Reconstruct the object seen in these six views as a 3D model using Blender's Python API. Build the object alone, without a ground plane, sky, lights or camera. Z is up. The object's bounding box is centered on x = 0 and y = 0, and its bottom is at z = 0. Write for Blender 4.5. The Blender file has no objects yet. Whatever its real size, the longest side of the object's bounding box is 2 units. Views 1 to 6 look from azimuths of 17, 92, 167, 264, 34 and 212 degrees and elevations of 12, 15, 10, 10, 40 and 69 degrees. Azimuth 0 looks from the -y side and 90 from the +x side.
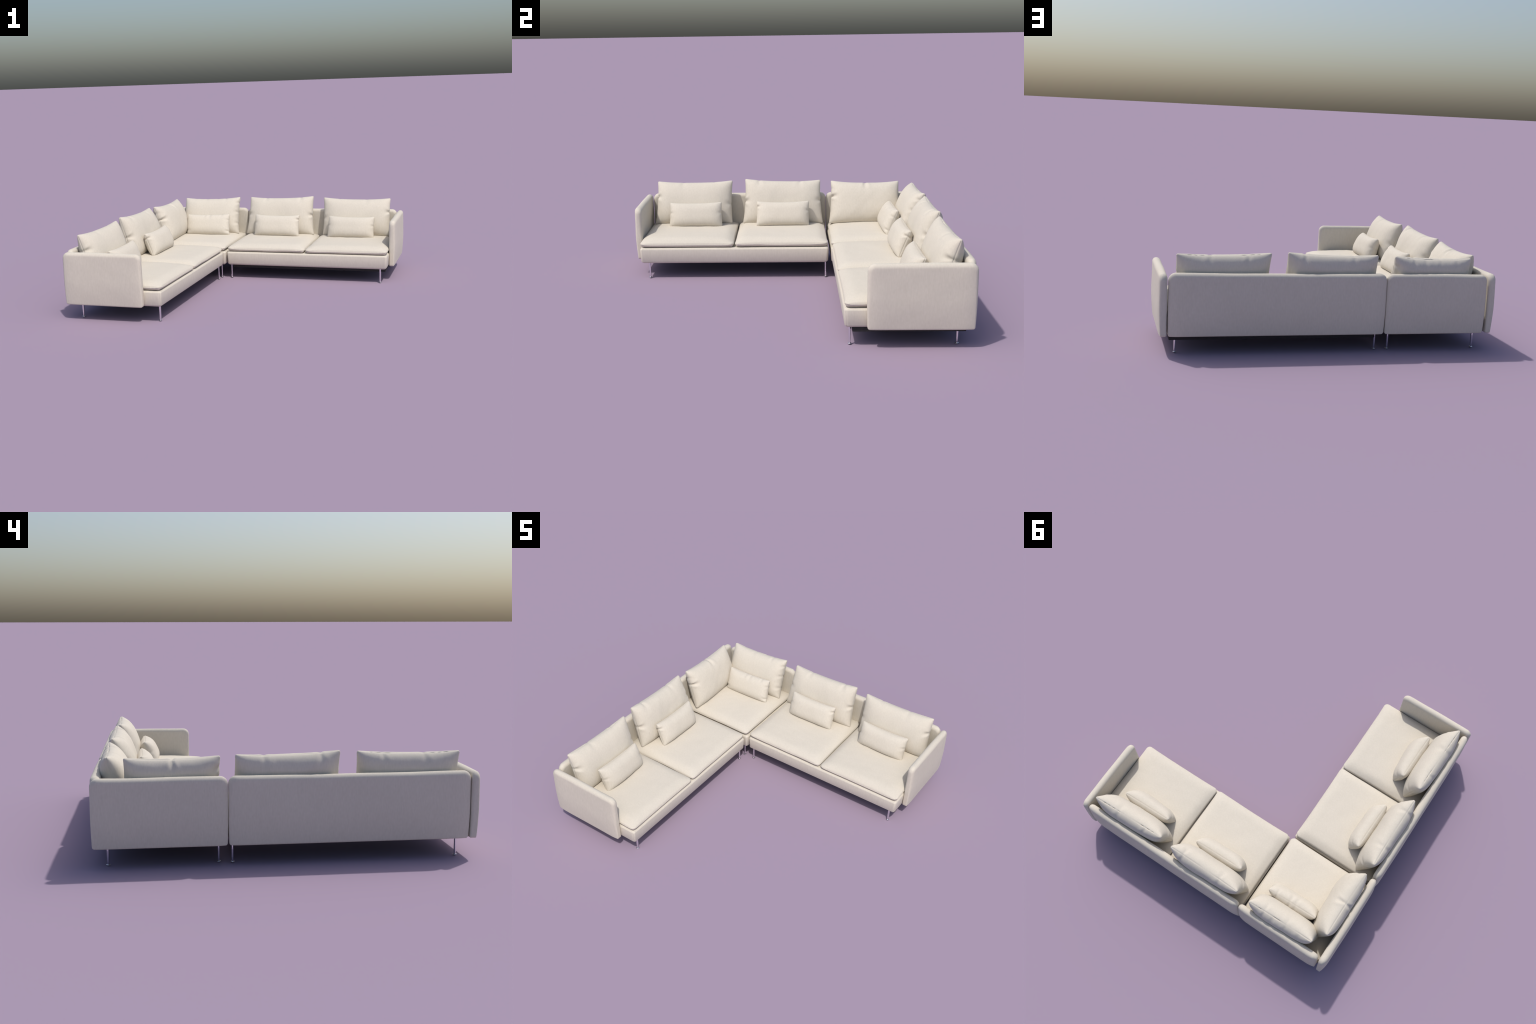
"""Corner sofa: two mirrored two-seat sections, a square corner section, slim
upholstered backs and arms, loose pads and pillows, thin chrome legs."""
import bpy, math
import numpy as np

# ------------------------------------------------------------------ materials
def fabric_material():
    m = bpy.data.materials.new("linen_fabric")
    m.use_nodes = True
    nt = m.node_tree
    N, L = nt.nodes, nt.links
    bsdf = N["Principled BSDF"]
    tc = N.new("ShaderNodeTexCoord")

    def noise(scale_xyz, detail, rough):
        mp = N.new("ShaderNodeMapping")
        mp.inputs["Scale"].default_value = scale_xyz
        nz = N.new("ShaderNodeTexNoise")
        nz.inputs["Scale"].default_value = 1.0
        nz.inputs["Detail"].default_value = detail
        nz.inputs["Roughness"].default_value = rough
        L.new(tc.outputs["Object"], mp.inputs["Vector"])
        L.new(mp.outputs["Vector"], nz.inputs["Vector"])
        return nz.outputs["Fac"]

    slub = noise((210.0, 210.0, 26.0), 2.0, 0.6)     # long vertical warp threads
    grain = noise((420.0, 420.0, 420.0), 2.0, 0.7)   # fine yarn grain
    cloud = noise((5.0, 5.0, 5.0), 2.0, 0.5)         # faint uneven dyeing

    mottle = noise((95.0, 95.0, 60.0), 3.0, 0.6)     # short thick-and-thin yarn patches

    def math_node(op, a, b):
        n = N.new("ShaderNodeMath"); n.operation = op
        for i, v in enumerate((a, b)):
            if isinstance(v, float): n.inputs[i].default_value = v
            else: L.new(v, n.inputs[i])
        return n.outputs[0]
    s = math_node("ADD", math_node("MULTIPLY", slub, 0.32), math_node("MULTIPLY", grain, 0.26))
    s = math_node("ADD", s, math_node("ADD", math_node("MULTIPLY", cloud, 0.12), math_node("MULTIPLY", mottle, 0.30)))
    ramp = N.new("ShaderNodeValToRGB")
    ramp.color_ramp.elements[0].position = 0.28
    ramp.color_ramp.elements[0].color = FAB_DARK
    ramp.color_ramp.elements[1].position = 0.72
    ramp.color_ramp.elements[1].color = FAB_LIGHT
    L.new(s, ramp.inputs["Fac"])
    L.new(ramp.outputs["Color"], bsdf.inputs["Base Color"])
    bsdf.inputs["Roughness"].default_value = 0.92
    bsdf.inputs["Specular IOR Level"].default_value = 0.15
    bsdf.inputs["Sheen Weight"].default_value = 0.06
    bsdf.inputs["Sheen Roughness"].default_value = 0.5
    bmp = N.new("ShaderNodeBump")
    bmp.inputs["Strength"].default_value = 0.18
    bmp.inputs["Distance"].default_value = 0.001
    L.new(s, bmp.inputs["Height"])
    L.new(bmp.outputs["Normal"], bsdf.inputs["Normal"])
    return m


def plain_material(name, color, rough, metal=0.0, vary=0.15, scale=60.0):
    m = bpy.data.materials.new(name)
    m.use_nodes = True
    N, L = m.node_tree.nodes, m.node_tree.links
    bsdf = N["Principled BSDF"]
    tc = N.new("ShaderNodeTexCoord")
    nz = N.new("ShaderNodeTexNoise")
    nz.inputs["Scale"].default_value = scale
    ramp = N.new("ShaderNodeValToRGB")
    ramp.color_ramp.elements[0].color = tuple(c * (1 - vary) for c in color) + (1,)
    ramp.color_ramp.elements[1].color = tuple(min(1, c * (1 + vary)) for c in color) + (1,)
    L.new(tc.outputs["Object"], nz.inputs["Vector"])
    L.new(nz.outputs["Fac"], ramp.inputs["Fac"])
    L.new(ramp.outputs["Color"], bsdf.inputs["Base Color"])
    bsdf.inputs["Roughness"].default_value = rough
    bsdf.inputs["Metallic"].default_value = metal
    return m


FAB_DARK = (0.575, 0.53, 0.446, 1)
FAB_LIGHT = (0.692, 0.642, 0.556, 1)
FABRIC = fabric_material()
CHROME = plain_material("polished_chrome", (0.86, 0.86, 0.88), 0.06, 1.0, 0.02)
BLACK = plain_material("black_lining", (0.018, 0.017, 0.018), 0.8, 0.0, 0.2)
RUBBER = plain_material("black_rubber", (0.02, 0.02, 0.02), 0.6, 0.0, 0.2)

# ------------------------------------------------------------------ objects
SOFA = bpy.data.objects.new("corner_sofa", None)
SOFA.empty_display_size = 0.2
bpy.context.collection.objects.link(SOFA)
SOFA["label"] = "cream fabric corner sofa with loose cushions and chrome legs"
SOFA["category"] = "sofa"


def emit(name, verts, faces, mat, mirrored=False, smooth=True, parent=SOFA, sharp=None):
    """Make a mesh part. mirrored=True reflects it onto the other arm of the L."""
    v = np.asarray(verts, float)
    if mirrored:
        v = np.stack([-v[:, 1], -v[:, 0], v[:, 2]], 1)
        faces = [f[::-1] for f in faces]
    o = (v.min(0) + v.max(0)) / 2
    o[2] = v[:, 2].min()
    me = bpy.data.meshes.new(name)
    me.from_pydata((v - o).tolist(), [], [tuple(f) for f in faces])
    me.polygons.foreach_set("use_smooth", [smooth] * len(me.polygons))
    if sharp is not None:
        me.set_sharp_from_angle(angle=math.radians(sharp))
    me.materials.append(mat)
    me.update()
    ob = bpy.data.objects.new(name, me)
    ob.location = o
    ob.parent = parent
    bpy.context.collection.objects.link(ob)
    return ob


# ------------------------------------------------------------------ upholstered slab
def smooth_wave(p, seed, amp, scale):
    """Cheap smooth pseudo-noise: a few seeded sine waves."""
    rng = np.random.default_rng(seed)
    out = np.zeros(len(p))
    for _ in range(7):
        k = rng.normal(size=3) * scale
        out += np.sin(p @ k + rng.uniform(0, 6.28))
    return amp * out / 2.6


def slab(w, h, t, radii, edge_lo, edge_hi, n_corner=9, n_edge=8, n_in=12, spacing=0.016):
    """Slab with rounded outline (a: 0..w, b: 0..h) and thickness c: -t/2..t/2.
    radii: corner radius at (low-left, low-right, high-right, high-left).
    edge_lo / edge_hi: rounding of the rim at the low and the high side."""
    pts = []   # (corner centre a, b, direction a, b, R)
    ctr = [(0, 0, 180), (w, 0, 270), (w, h, 0), (0, h, 90)]
    sx, sy = (1, -1, -1, 1), (1, 1, -1, -1)
    for i in range(4):
        R = radii[i]
        ca, cb = ctr[i][0] + sx[i] * R, ctr[i][1] + sy[i] * R
        for k in range(n_corner):
            an = math.radians(ctr[i][2] + 90.0 * k / (n_corner - 1))
            pts.append((i, ca, cb, math.cos(an), math.sin(an), R))
        j = (i + 1) % 4
        na, nb = ctr[j][0] + sx[j] * radii[j], ctr[j][1] + sy[j] * radii[j]
        ea, eb = math.cos(math.radians(ctr[i][2] + 90)), math.sin(math.radians(ctr[i][2] + 90))
        length = math.hypot(na - ca, nb - cb)
        steps = max(2, int(length / spacing))
        for k in range(1, steps):
            q = k / steps
            Rq = R + (radii[j] - R) * q
            # straight run between two corner arcs
            p0 = (ca + ea * R, cb + eb * R); p1 = (na + ea * radii[j], nb + eb * radii[j])
            pts.append((None, p0[0] + (p1[0] - p0[0]) * q, p0[1] + (p1[1] - p0[1]) * q, ea, eb, 0.0))
    n = len(pts)

    def inset(d):
        out = np.zeros((n, 2))
        for i, (ci, a, b, da, db, R) in enumerate(pts):
            di = d[i]
            if ci is None:
                pa, pb = a - da * di, b - db * di
            else:
                r2 = max(R - di, 0.0)
                m = max(di - R, 0.0)
                pa, pb = a + sx[ci] * m + da * r2, b + sy[ci] * m + db * r2
            out[i] = (min(max(pa, di), w - di), min(max(pb, di), h - di))
        return out

    b0 = np.array([p[2] + (p[4] * p[5]) for p in pts])
    f = np.clip(b0 / h, 0, 1)
    rim = edge_lo + (edge_hi - edge_lo) * f
    rings = []
    depth_q = [i / n_edge for i in range(n_edge)]
    inner_q = [(k / n_in) ** 1.15 for k in range(n_in + 1)]
    for side in (-1, 1):
        seq = []
        for q in depth_q:
            an = q * math.pi / 2
            seq.append((rim * (1 - math.cos(an)), side * (t / 2 - rim * (1 - math.sin(an)))))
        for q in inner_q:
            seq.append((q, np.full(n, side * t / 2)))
        if side < 0:
            seq = seq[::-1]
        rings += seq
    V = []
    mid = np.array([w / 2, h / 2])
    flat = inset(rim)
    for d, c in rings:
        # inside the rim the rings shrink evenly towards the middle
        ab = inset(d) if isinstance(d, np.ndarray) else mid + (flat - mid) * (1 - 0.995 * d)
        V.append(np.column_stack([ab, c]))
    V = np.concatenate(V)
    D = np.minimum.reduce([V[:, 0], w - V[:, 0], V[:, 1], h - V[:, 1]])
    F = []
    for r in range(len(rings) - 1):
        for i in range(n):
            j = (i + 1) % n
            F.append((r * n + i, r * n + j, (r + 1) * n + j, (r + 1) * n + i))
    # close both flat middles
    F.append(tuple(range(n))[::-1])
    last = (len(rings) - 1) * n
    F.append(tuple(last + i for i in range(n)))
    return V, F, D


def bell(x, p=2):
    return np.clip(1 - np.abs(x) ** p, 0, 1)


def panel(name, w, h, t, place, mirrored=False, seed=1, bulge=0.004, foot_in=0.009, lean=0.004, end_in=0.010):
    """Slim upholstered panel (back or arm): round top, nearly sharp foot, and an
    outer face that curves in towards the foot. Local c > 0 is the outer face."""
    V, F, D = slab(w, h, t, (0.012, 0.012, 0.040, 0.040), 0.008, t * 0.47)
    a, b, c = V.T
    u, v = a / w * 2 - 1, b / h * 2 - 1
    sgn = np.clip(c / (t / 2), -1, 1)
    c = c + sgn * bulge * bell(u, 4) * bell(v, 2)
    # foot: outer skin wraps inwards
    low = np.clip((0.45 - b / h) / 0.45, 0, 1)
    c = c - np.clip(sgn, 0, 1) * foot_in * low ** 1.6
    # the top leans in a little over its whole thickness
    c = c - lean * np.clip((b / h - 0.45) / 0.55, 0, 1) ** 1.7
    # towards both ends the outer skin rounds away
    c = c - np.clip(sgn, 0, 1) * end_in * np.clip(1 - np.minimum(a, w - a) / 0.07, 0, 1) ** 2
    # ends bow out a little and draw in at the foot
    a = a + np.sign(u) * np.abs(u) ** 6 * (-0.004 * low ** 1.6)
    P = np.stack([a, b, c], 1)
    c = c + sgn * smooth_wave(P, seed, 0.0006, 14)
    b = b + smooth_wave(P, seed + 50, 0.0012, 9) * np.clip((b / h - 0.9) / 0.1, 0, 1)
    W = np.stack([place(*p) for p in zip(a, b, c)])
    # orientation: make sure faces point outwards
    return emit(name, W, orient(W, F), FABRIC, mirrored)


def orient(V, F):
    """Return faces wound so that the closed surface has positive volume."""
    V = np.asarray(V)
    vol = 0.0
    for f in F:
        p0 = V[f[0]]
        for i in range(1, len(f) - 1):
            vol += np.dot(p0, np.cross(V[f[i]], V[f[i + 1]]))
    return F if vol > 0 else [tuple(f)[::-1] for f in F]


# ------------------------------------------------------------------ base box
def base(name, x0, x1, y0, y1, z0, z1, mirrored=False, seed=3, seams=()):
    w, h, t = x1 - x0, y1 - y0, z1 - z0
    V, F, D = slab(w, h, t, (0.016,) * 4, 0.013, 0.013, n_corner=17, n_edge=9, n_in=8)
    a, b, c = V.T
    zz = c / (t / 2)
    swell = 0.006 * bell(zz, 2) - 0.009 * np.clip((-zz - 0.3) / 0.7, 0, 1) ** 2
    near = np.exp(-(D / 0.02) ** 2)
    u, v = a / w * 2 - 1, b / h * 2 - 1
    a = a + np.sign(u) * swell * near * (np.abs(u) > 0.5) * np.abs(u) ** 8
    b = b + np.sign(v) * swell * near * (np.abs(v) > 0.5) * np.abs(v) ** 8
    # upright seam of the cover just round the front corners
    front_gap = np.exp(-((V[:, 1] - 0.011) / 0.0028) ** 2) * near * (np.minimum(V[:, 0], w - V[:, 0]) < 0.012)
    a = a - np.sign(u) * 0.0022 * front_gap
    P = np.stack([a, b, c], 1)
    c = c + smooth_wave(P, seed, 0.0006, 10) * bell(u) * bell(v)
    W = np.stack([x0 + a, y0 + b, (z0 + z1) / 2 + c], 1)
    return emit(name, W, orient(W, F), FABRIC, mirrored)


def board(name, x0, x1, y0, y1, z0, z1, mirrored=False):
    V, F, _ = slab(x1 - x0, y1 - y0, z1 - z0, (0.004,) * 4, 0.002, 0.002, n_corner=4, n_edge=3, n_in=1, spacing=0.2)
    W = np.stack([x0 + V[:, 0], y0 + V[:, 1], (z0 + z1) / 2 + V[:, 2]], 1)
    return emit(name, W, orient(W, F), BLACK, mirrored, sharp=40)


# ------------------------------------------------------------------ seat pad
def seat_pad(name, x0, x1, y0, y1, z_bottom, z_lip, z_top, mirrored=False, seed=5):
    """Thin soft pad: low rounded lip all round, top rolls up to a flat crown."""
    w, h = x1 - x0, y1 - y0
    V, F, D = slab(w, h, 2.0, (0.032,) * 4, 0.007, 0.007, n_edge=6, n_in=44, spacing=0.012)
    a, b, c = V.T
    top = c > 0
    lip_r = 0.007
    roll = lambda d: 0.72 * (1 - (1 - np.clip(d / 0.085, 0, 1)) ** 2.6) + 0.28 * np.sin(np.clip(d / 0.26, 0, 1) * np.pi / 2)
    da, db = np.minimum(a, w - a), np.minimum(b, h - b)
    crown = z_lip + (z_top - z_lip) * roll(da) * roll(db)
    corner = np.exp(-((da / 0.05) ** 2 + (db / 0.05) ** 2))   # corners curl up a little
    under = z_bottom + (0.012 + 0.006 * corner) * (1 - np.clip(D / 0.035, 0, 1)) ** 2
    mid = (z_lip + z_bottom + 0.012 + 0.006 * corner) / 2
    rim = np.clip(np.abs(c) - (1.0 - lip_r), 0, lip_r) / lip_r   # 0 on the rim, 1 on the faces
    z = np.where(top, mid + (crown - mid) * rim, mid + (under - mid) * rim)
    u, v = a / w * 2 - 1, b / h * 2 - 1
    # pointed corners, slightly hollow edges
    e = 0.004
    a = a - np.sign(u) * e * np.abs(u) ** 10 * bell(v, 3)
    b = b - np.sign(v) * e * np.abs(v) ** 10 * bell(u, 3)
    P = np.stack([a, b, z * 0], 1)
    soft = smooth_wave(P, seed, 0.0016, 11) + smooth_wave(P, seed + 9, 0.0005, 40)
    z = z + np.where(top, soft * np.clip(D / 0.05, 0, 1), 0)
    z = z + smooth_wave(P, seed + 3, 0.0018, 12) * np.clip(1 - D / 0.03, 0, 1)
    W = np.stack([x0 + a, y0 + b, z], 1)
    return emit(name, W, orient(W, F), FABRIC, mirrored)


# ------------------------------------------------------------------ pillows
def pillow(name, corners, thick, sag, mirrored=False, seed=7, nu=110, nv=70, pinches=(),
           floor=None, wall=None, power=(4.4, 2.8), exps=(0.5, 0.5), drop=0.07, blunt=0.013, grow=0.0036, slits=()):
    """Two cloth faces sewn along a rim. corners: low-left, low-right, top-right,
    top-left as seen from the front. thick: half thickness. sag: how far the
    low, right, top, left edges are drawn in between the corners.
    pinches: (edge, position -1..1, depth, width, reach, side) puckers at the seam."""
    C = np.asarray(corners, float)
    mid = C.mean(0)
    C = C + grow * np.sign(np.round(C - mid, 3)) * np.array([1, 0.0, 1]) if abs(C[1, 0] - C[0, 0]) > abs(C[1, 1] - C[0, 1]) \
        else C + grow * np.sign(np.round(C - mid, 3)) * np.array([0.0, 1, 1])
    su = np.sin(np.linspace(-math.pi / 2, math.pi / 2, nu))
    sv = np.sin(np.linspace(-math.pi / 2, math.pi / 2, nv))
    U, Vv = np.meshgrid(su, sv, indexing="ij")
    u, v = U.ravel(), Vv.ravel()
    fu, fv = (u + 1) / 2, (v + 1) / 2
    P = ((1 - fu) * (1 - fv))[:, None] * C[0] + (fu * (1 - fv))[:, None] * C[1] \
        + (fu * fv)[:, None] * C[2] + ((1 - fu) * fv)[:, None] * C[3]
    # blunt corners: the square cloth is rounded off over a small radius
    right = (C[1] + C[2] - C[0] - C[3]); right /= np.linalg.norm(right)
    up = (C[2] + C[3] - C[0] - C[1]); up -= right * (up @ right); up /= np.linalg.norm(up)
    front = np.cross(right, up)
    width = np.linalg.norm(C[1] - C[0]); height = np.linalg.norm(C[3] - C[0])
    ca = np.clip(blunt - (1 - np.abs(u)) * width / 2, 0, blunt) / blunt
    cb = np.clip(blunt - (1 - np.abs(v)) * height / 2, 0, blunt) / blunt
    P = P - np.outer(np.sign(u) * blunt * ca * (1 - np.sqrt(1 - cb ** 2 / 2)), right)
    P = P - np.outer(np.sign(v) * blunt * cb * (1 - np.sqrt(1 - ca ** 2 / 2)), up)
    low, rgt, top, lft = sag
    P = P + np.outer(low * bell(u, 2.6) * (1 - fv) ** 3 - top * bell(u, 2.6) * fv ** 3, up)
    P = P + np.outer(lft * bell(v, 2.6) * (1 - fu) ** 4 - rgt * bell(v, 2.6) * fu ** 4, right)
    body = bell(u, power[0]) ** exps[0] * bell(v, power[1]) ** exps[1]
    h = thick * body * (1 - drop * v) / (1 + drop * 0.3)
    rng = np.random.default_rng(seed)
    X = np.stack([u * width / 2, v * height / 2, u * 0], 1)
    dist = {"top": (1 - v) * height / 2, "low": (1 + v) * height / 2,
            "right": (1 - u) * width / 2, "left": (1 + u) * width / 2}
    along = {"top": u * width / 2, "low": u * width / 2, "right": v * height / 2, "left": v * height / 2}
    span = {"top": width / 2, "low": width / 2, "right": height / 2, "left": height / 2}
    inward = {"top": -up, "low": up, "right": -right, "left": right}
    dh = {1: np.zeros(len(u)), -1: np.zeros(len(u))}
    for edge, pos, depth, pw, reach, side in pinches:
        x = (along[edge] - pos * span[edge])
        # the crease fans out as it runs in from the seam
        ww = pw * (1 + 0.8 * np.clip(dist[edge] / reach, 0, 3))
        g = np.exp(-(x / ww) ** 2)
        ridge = np.exp(-((np.abs(x) - 2.1 * ww) / (1.1 * ww)) ** 2)
        fade = np.exp(-(dist[edge] / reach) ** 2)
        prof = (g - 0.35 * ridge) * fade
        for s in (1, -1):
            if side in (0, s):
                dh[s] -= depth * prof * np.clip(body * 3, 0, 1)
        P = P + np.outer(0.35 * depth * g * np.exp(-(dist[edge] / (reach * 0.5)) ** 2), inward[edge])
    rimdist = np.minimum.reduce(list(dist.values()))
    faces, verts = [], []
    idx = {}
    n = nu * nv
    soft = {}
    for s in (1, -1):
        soft[s] = smooth_wave(X, seed + s, 0.0022, 13) + smooth_wave(X, seed + 10 + s, 0.0007, 34)
    # radial tension folds near the rim
    fold = 0.0
    for e in ("top", "low", "right", "left"):
        fold = fold + np.sin(along[e] * rng.uniform(90, 130) + rng.uniform(0, 6)) \
            * np.sin(along[e] * rng.uniform(35, 50) + rng.uniform(0, 6)) \
            * np.exp(-(dist[e] / 0.035) ** 2)
    fold = fold * 0.0008 * np.clip(body * 2.5, 0, 1)
    sides = {}
    for s in (1, -1):
        H = np.maximum(h + (soft[s] + fold) * np.clip(body * 1.6, 0, 1) + dh[s], 0.0015 * np.clip(rimdist / 0.004, 0, 1))
        Q = P + np.outer(s * H, front)
        sides[s] = Q
    # the stitched seam sits in a fine groove, tighter in some places
    loose = np.clip(0.8 + smooth_wave(X, seed + 77, 0.45, 22), 0.2, 1.3)
    for s in (1, -1):
        near = np.exp(-(np.abs((sides[s] - P) @ front) / 0.0035) ** 2)
        for e in inward:
            sides[s] = sides[s] + np.outer(0.0022 * loose * near * np.exp(-(dist[e] / 0.004) ** 2), inward[e])
        # short open stretches of the top seam
        for pos, half in slits:
            gap = np.exp(-((u - pos) / half) ** 6) * np.exp(-(dist["top"] / 0.005) ** 2)
            hh = np.abs((sides[s] - P) @ front)
            sides[s] = sides[s] - np.outer(0.0045 * gap * np.exp(-(hh / 0.0018) ** 2), up)
    if floor is not None:
        for s in (1, -1):
            z = sides[s][:, 2]
            lowz = z < floor
            sides[s][:, 2] = np.where(lowz, floor + (z - floor) * 0.08, z)
    if wall is not None:
        axis, lim = wall
        for s in (1, -1):
            y = sides[s][:, axis]
            over = (y > lim) if lim > 0 else (y < lim)
            free = np.clip((sides[s][:, 2] - 0.425) / 0.05, 0, 1)   # above the panel it bulges freely
            sides[s][:, axis] = np.where(over, lim + (y - lim) * (0.15 + 0.85 * free), y)
    border = (np.abs(u) > 1 - 1e-9) | (np.abs(v) > 1 - 1e-9)
    V = list(sides[1])
    back_id = np.arange(n)
    k = n
    for i in range(n):
        if not border[i]:
            back_id[i] = k
            V.append(sides[-1][i]); k += 1
    F = []
    for i in range(nu - 1):
        for j in range(nv - 1):
            q = (i * nv + j, (i + 1) * nv + j, (i + 1) * nv + j + 1, i * nv + j + 1)
            F.append(q)
            F.append(tuple(int(back_id[t]) for t in q[::-1]))
    ob = emit(name, V, F, FABRIC, mirrored)
    # thin sewn edge: the seam reads as a crease
    ob.data.set_sharp_from_angle(angle=math.radians(75))
    return ob


# ------------------------------------------------------------------ legs
def lathe(profile, n=28):
    V, F = [], []
    for r, z in profile:
        for i in range(n):
            an = 2 * math.pi * i / n
            V.append((r * math.cos(an), r * math.sin(an), z))
    for k in range(len(profile) - 1):
        for i in range(n):
            j = (i + 1) % n
            F.append((k * n + i, k * n + j, (k + 1) * n + j, (k + 1) * n + i))
    F.append(tuple(range(n))[::-1])
    F.append(tuple((len(profile) - 1) * n + i for i in range(n)))
    return V, F


def lathe_mesh(name, profile, mat):
    V, F = lathe(profile)
    me = bpy.data.meshes.new(name)
    me.from_pydata(V, [], F)
    me.polygons.foreach_set("use_smooth", [True] * len(me.polygons))
    me.set_sharp_from_angle(angle=math.radians(50))
    me.materials.append(mat)
    return me


LEG_MESH = lathe_mesh("leg", [(0.0058, 0.0062), (0.0060, 0.010), (0.0063, 0.04), (0.0067, 0.09), (0.0068, 0.112)], CHROME)
FOOT_MESH = lathe_mesh("foot_disc", [(0.0060, 0.0022), (0.0094, 0.0024), (0.0099, 0.0034), (0.0096, 0.0050),
                                     (0.0084, 0.0062), (0.0064, 0.0070)], CHROME)
GLIDE_MESH = lathe_mesh("rubber_glide", [(0.0070, 0.0), (0.0078, 0.0004), (0.0078, 0.0023)], RUBBER)


def leg(x, y):
    ob = bpy.data.objects.new("leg", LEG_MESH)
    ob.location = (x, y, 0)
    ob.parent = SOFA
    bpy.context.collection.objects.link(ob)
    for nm, me in (("foot_disc", FOOT_MESH), ("rubber_glide", GLIDE_MESH)):
        f = bpy.data.objects.new(nm, me)
        f.parent = ob
        bpy.context.collection.objects.link(f)


# ================================================================== assembly
Z0, Z1 = 0.105, 0.210          # base
LIP, CROWN = 0.240, 0.279      # seat pad
BACK_H0, BACK_H1 = 0.106, 0.459
SEAT = 0.266

for m in (False, True):
    # --- one two-seat section, along +x at the back (m: its mirror image)
    base("base", -0.300, 0.944, 0.324, 0.944, Z0, Z1, m, seed=3 + m)
    if not m:
        board("underside_board", -0.262, 0.931, 0.366, 0.949, 0.080, Z0 + 0.002)
    else:
        board("underside_lining", -0.262, 0.925, 0.366, 0.930, Z0 - 0.0015, Z0 + 0.002, True)
    seat_pad("seat_cushion", -0.299, 0.318, 0.323, 0.944, Z1 + 0.001, LIP, CROWN, m, seed=5)
    seat_pad("seat_cushion", 0.322, 0.947, 0.323, 0.944, Z1 + 0.001, LIP, CROWN, m, seed=6)
    panel("backrest", 1.2485, BACK_H1 - BACK_H0, 0.050,
          lambda a, b, c: (-0.3065 + a, 0.968 + c, BACK_H0 + b), m, seed=11)
    panel("armrest", 0.552, BACK_H1 - BACK_H0 - 0.004, 0.047,
          lambda a, b, c: (0.9705 + c, 0.436 + a, BACK_H0 + b), m, seed=13, lean=0.001, end_in=0.006)
    # back cushions
    pillow("back_cushion", [(-0.282, 0.815, 0.266), (0.286, 0.820, 0.266), (0.269, 0.911, 0.568), (-0.265, 0.913, 0.556)],
           0.078, (0.0, 0.011, 0.016, 0.009), m, seed=21, floor=SEAT, wall=(1, 0.941),
           pinches=[("right", 0.0, 0.016, 0.008, 0.03, 1), ("left", 0.05, 0.008, 0.010, 0.04, 0),
                    ("top", -0.45, 0.005, 0.012, 0.05, 0), ("top", 0.62, 0.006, 0.010, 0.04, 0)])
    pillow("back_cushion", [(0.363, 0.815, 0.268), (0.912, 0.818, 0.266), (0.896, 0.912, 0.555), (0.361, 0.895, 0.560)],
           0.078, (0.0, 0.011, 0.015, 0.009), m, seed=22, floor=SEAT, wall=(1, 0.941),
           pinches=[("right", 0.25, 0.014, 0.008, 0.03, 1), ("left", -0.1, 0.006, 0.010, 0.04, 0),
                    ("top", 0.3, 0.004, 0.012, 0.05, 0), ("top", -0.5, 0.005, 0.010, 0.04, -1)],
           slits=[(-0.72, 0.03), (-0.58, 0.05), (-0.40, 0.04), (0.30, 0.03), (0.46, 0.05), (0.60, 0.03), (0.72, 0.04)])
    # lumbar cushions
    pillow("lumbar_cushion", [(-0.180, 0.695, 0.272), (0.187, 0.694, 0.274), (0.182, 0.760, 0.433), (-0.180, 0.753, 0.436)],
           0.056, (0.002, 0.006, 0.011, 0.003), m, seed=31, nu=90, nv=56, floor=SEAT + 0.001,
           pinches=[("right", 0.55, 0.010, 0.006, 0.025, 0), ("left", 0.2, 0.005, 0.007, 0.03, 0)])
    pillow("lumbar_cushion", [(0.427, 0.692, 0.271), (0.794, 0.682, 0.273), (0.792, 0.752, 0.429), (0.432, 0.745, 0.434)],
           0.056, (0.002, 0.006, 0.010, 0.003), m, seed=32, nu=90, nv=56, floor=SEAT + 0.001,
           pinches=[("right", 0.1, 0.005, 0.006, 0.025, 0), ("left", 0.1, 0.004, 0.007, 0.03, 0)])

# --- corner section
base("base", -0.944, -0.313, 0.320, 0.944, Z0, Z1, seed=4)
board("underside_lining", -0.925, -0.352, 0.366, 0.925, Z0 - 0.0015, Z0 + 0.002)
seat_pad("seat_cushion", -0.944, -0.317, 0.317, 0.944, Z1 + 0.001, LIP, CROWN, seed=8)
panel("backrest", 0.6222, BACK_H1 - BACK_H0, 0.050,
      lambda a, b, c: (-0.930 + a, 0.968 + c, BACK_H0 + b), seed=15)
panel("backrest", 0.679, BACK_H1 - BACK_H0, 0.050,
      lambda a, b, c: (-0.968 - c, 0.3078 + a, BACK_H0 + b), seed=17)
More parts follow.
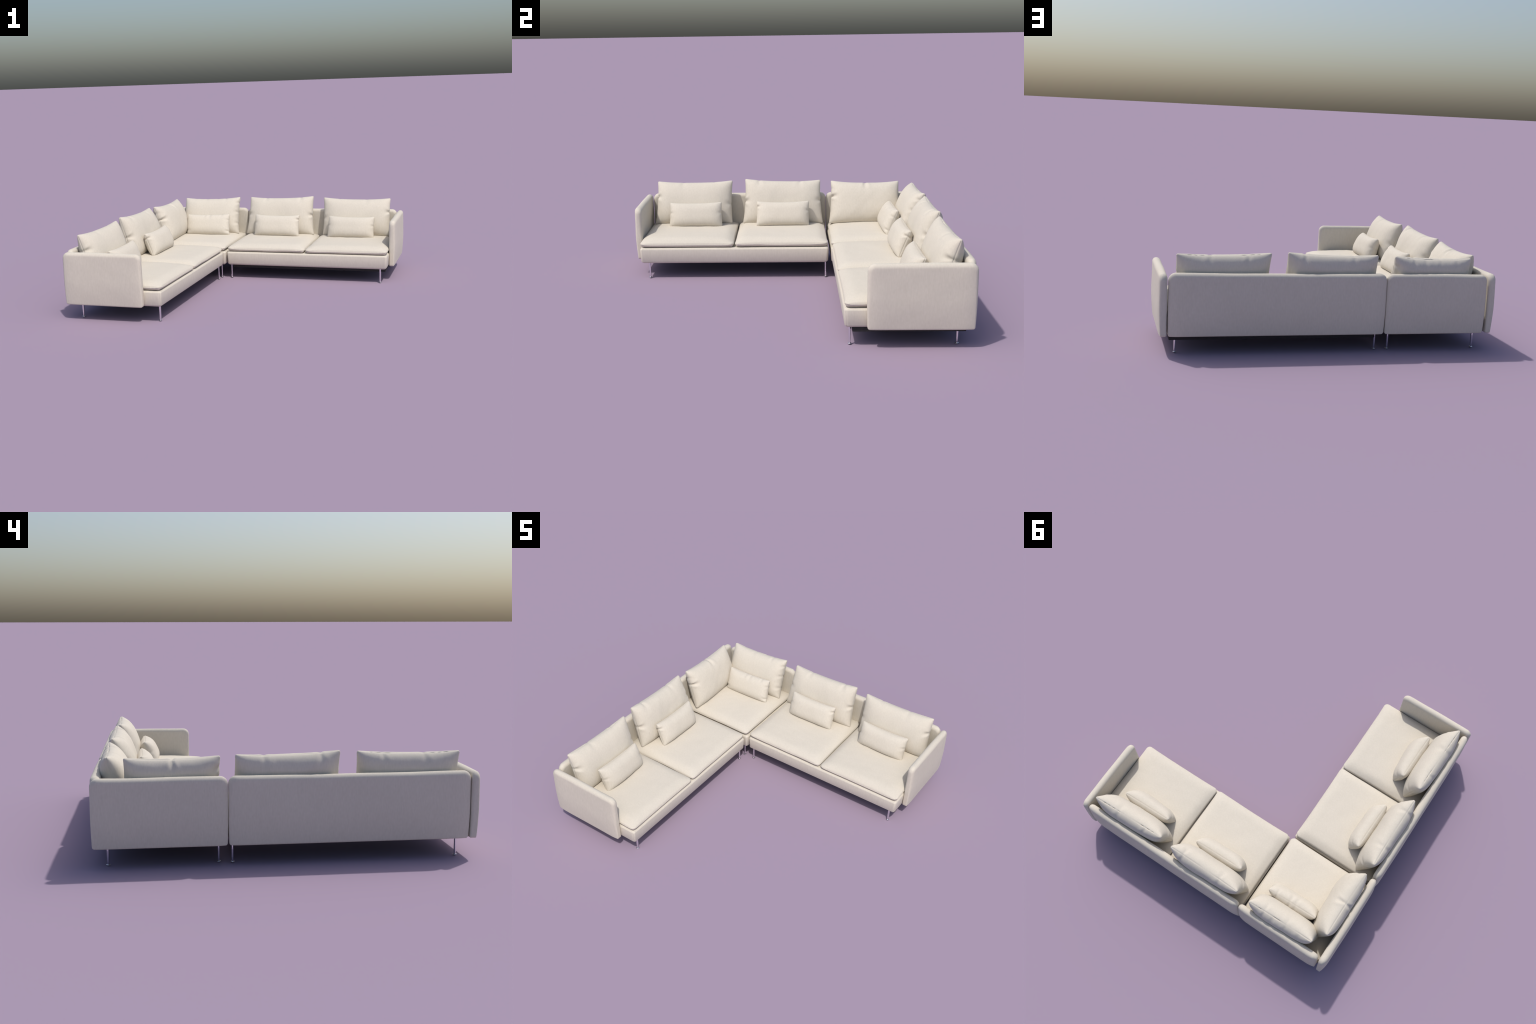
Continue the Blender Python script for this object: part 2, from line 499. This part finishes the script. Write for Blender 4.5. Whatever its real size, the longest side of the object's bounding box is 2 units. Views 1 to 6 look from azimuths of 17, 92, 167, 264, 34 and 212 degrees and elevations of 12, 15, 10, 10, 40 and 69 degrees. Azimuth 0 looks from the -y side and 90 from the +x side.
# cushion leaning on the back that runs along x
pillow("back_cushion", [(-0.858, 0.812, 0.266), (-0.353, 0.811, 0.264), (-0.365, 0.924, 0.553), (-0.844, 0.912, 0.543)],
       0.078, (0.0, 0.012, 0.016, 0.009), seed=23, floor=SEAT, wall=(1, 0.941),
       pinches=[("right", 0.66, 0.006, 0.007, 0.03, 0), ("right", 0.15, 0.007, 0.007, 0.03, 0), ("right", -0.45, 0.006, 0.007, 0.03, 0),
                ("top", -0.18, 0.0035, 0.010, 0.04, 0), ("top", 0.22, 0.004, 0.012, 0.05, -1), ("top", 0.5, 0.0045, 0.009, 0.035, 0),
                ("top", -0.6, 0.003, 0.014, 0.04, -1)], slits=[(0.05, 0.04), (0.17, 0.05), (0.64, 0.04)])
# cushion leaning on the back that runs along y (front faces +x)
pillow("back_cushion", [(-0.799, 0.326, 0.264), (-0.812, 0.838, 0.266), (-0.901, 0.821, 0.546), (-0.904, 0.342, 0.551)],
       0.078, (0.0, 0.010, 0.017, 0.010), seed=24, floor=SEAT, wall=(0, -0.941),
       pinches=[("left", 0.25, 0.020, 0.007, 0.035, 1), ("left", 0.62, 0.008, 0.010, 0.04, -1),
                ("top", 0.0, 0.011, 0.009, 0.05, 0)])
pillow("lumbar_cushion", [(-0.763, 0.680, 0.272), (-0.398, 0.692, 0.272), (-0.413, 0.761, 0.432), (-0.773, 0.750, 0.427)],
       0.056, (0.002, 0.006, 0.008, 0.003), seed=33, nu=90, nv=56, floor=SEAT + 0.001,
       pinches=[("right", -0.65, 0.007, 0.006, 0.03, 1), ("left", -0.6, 0.005, 0.006, 0.03, 1), ("top", -0.14, 0.0035, 0.008, 0.035, 0),
                ("top", 0.10, 0.0045, 0.009, 0.05, 0), ("top", 0.64, 0.004, 0.007, 0.03, 0), ("right", 0.4, 0.004, 0.006, 0.03, 0)])

# --- legs
for x, y in ((0.893, 0.355), (0.893, 0.911), (-0.274, 0.357), (-0.274, 0.911)):
    leg(x, y)
for x, y in ((-0.358, -0.889), (-0.911, -0.893), (-0.359, 0.283), (-0.910, 0.283)):
    leg(x, y)
for x, y in ((-0.355, 0.352), (-0.355, 0.911), (-0.893, 0.352), (-0.893, 0.911)):
    leg(x, y)
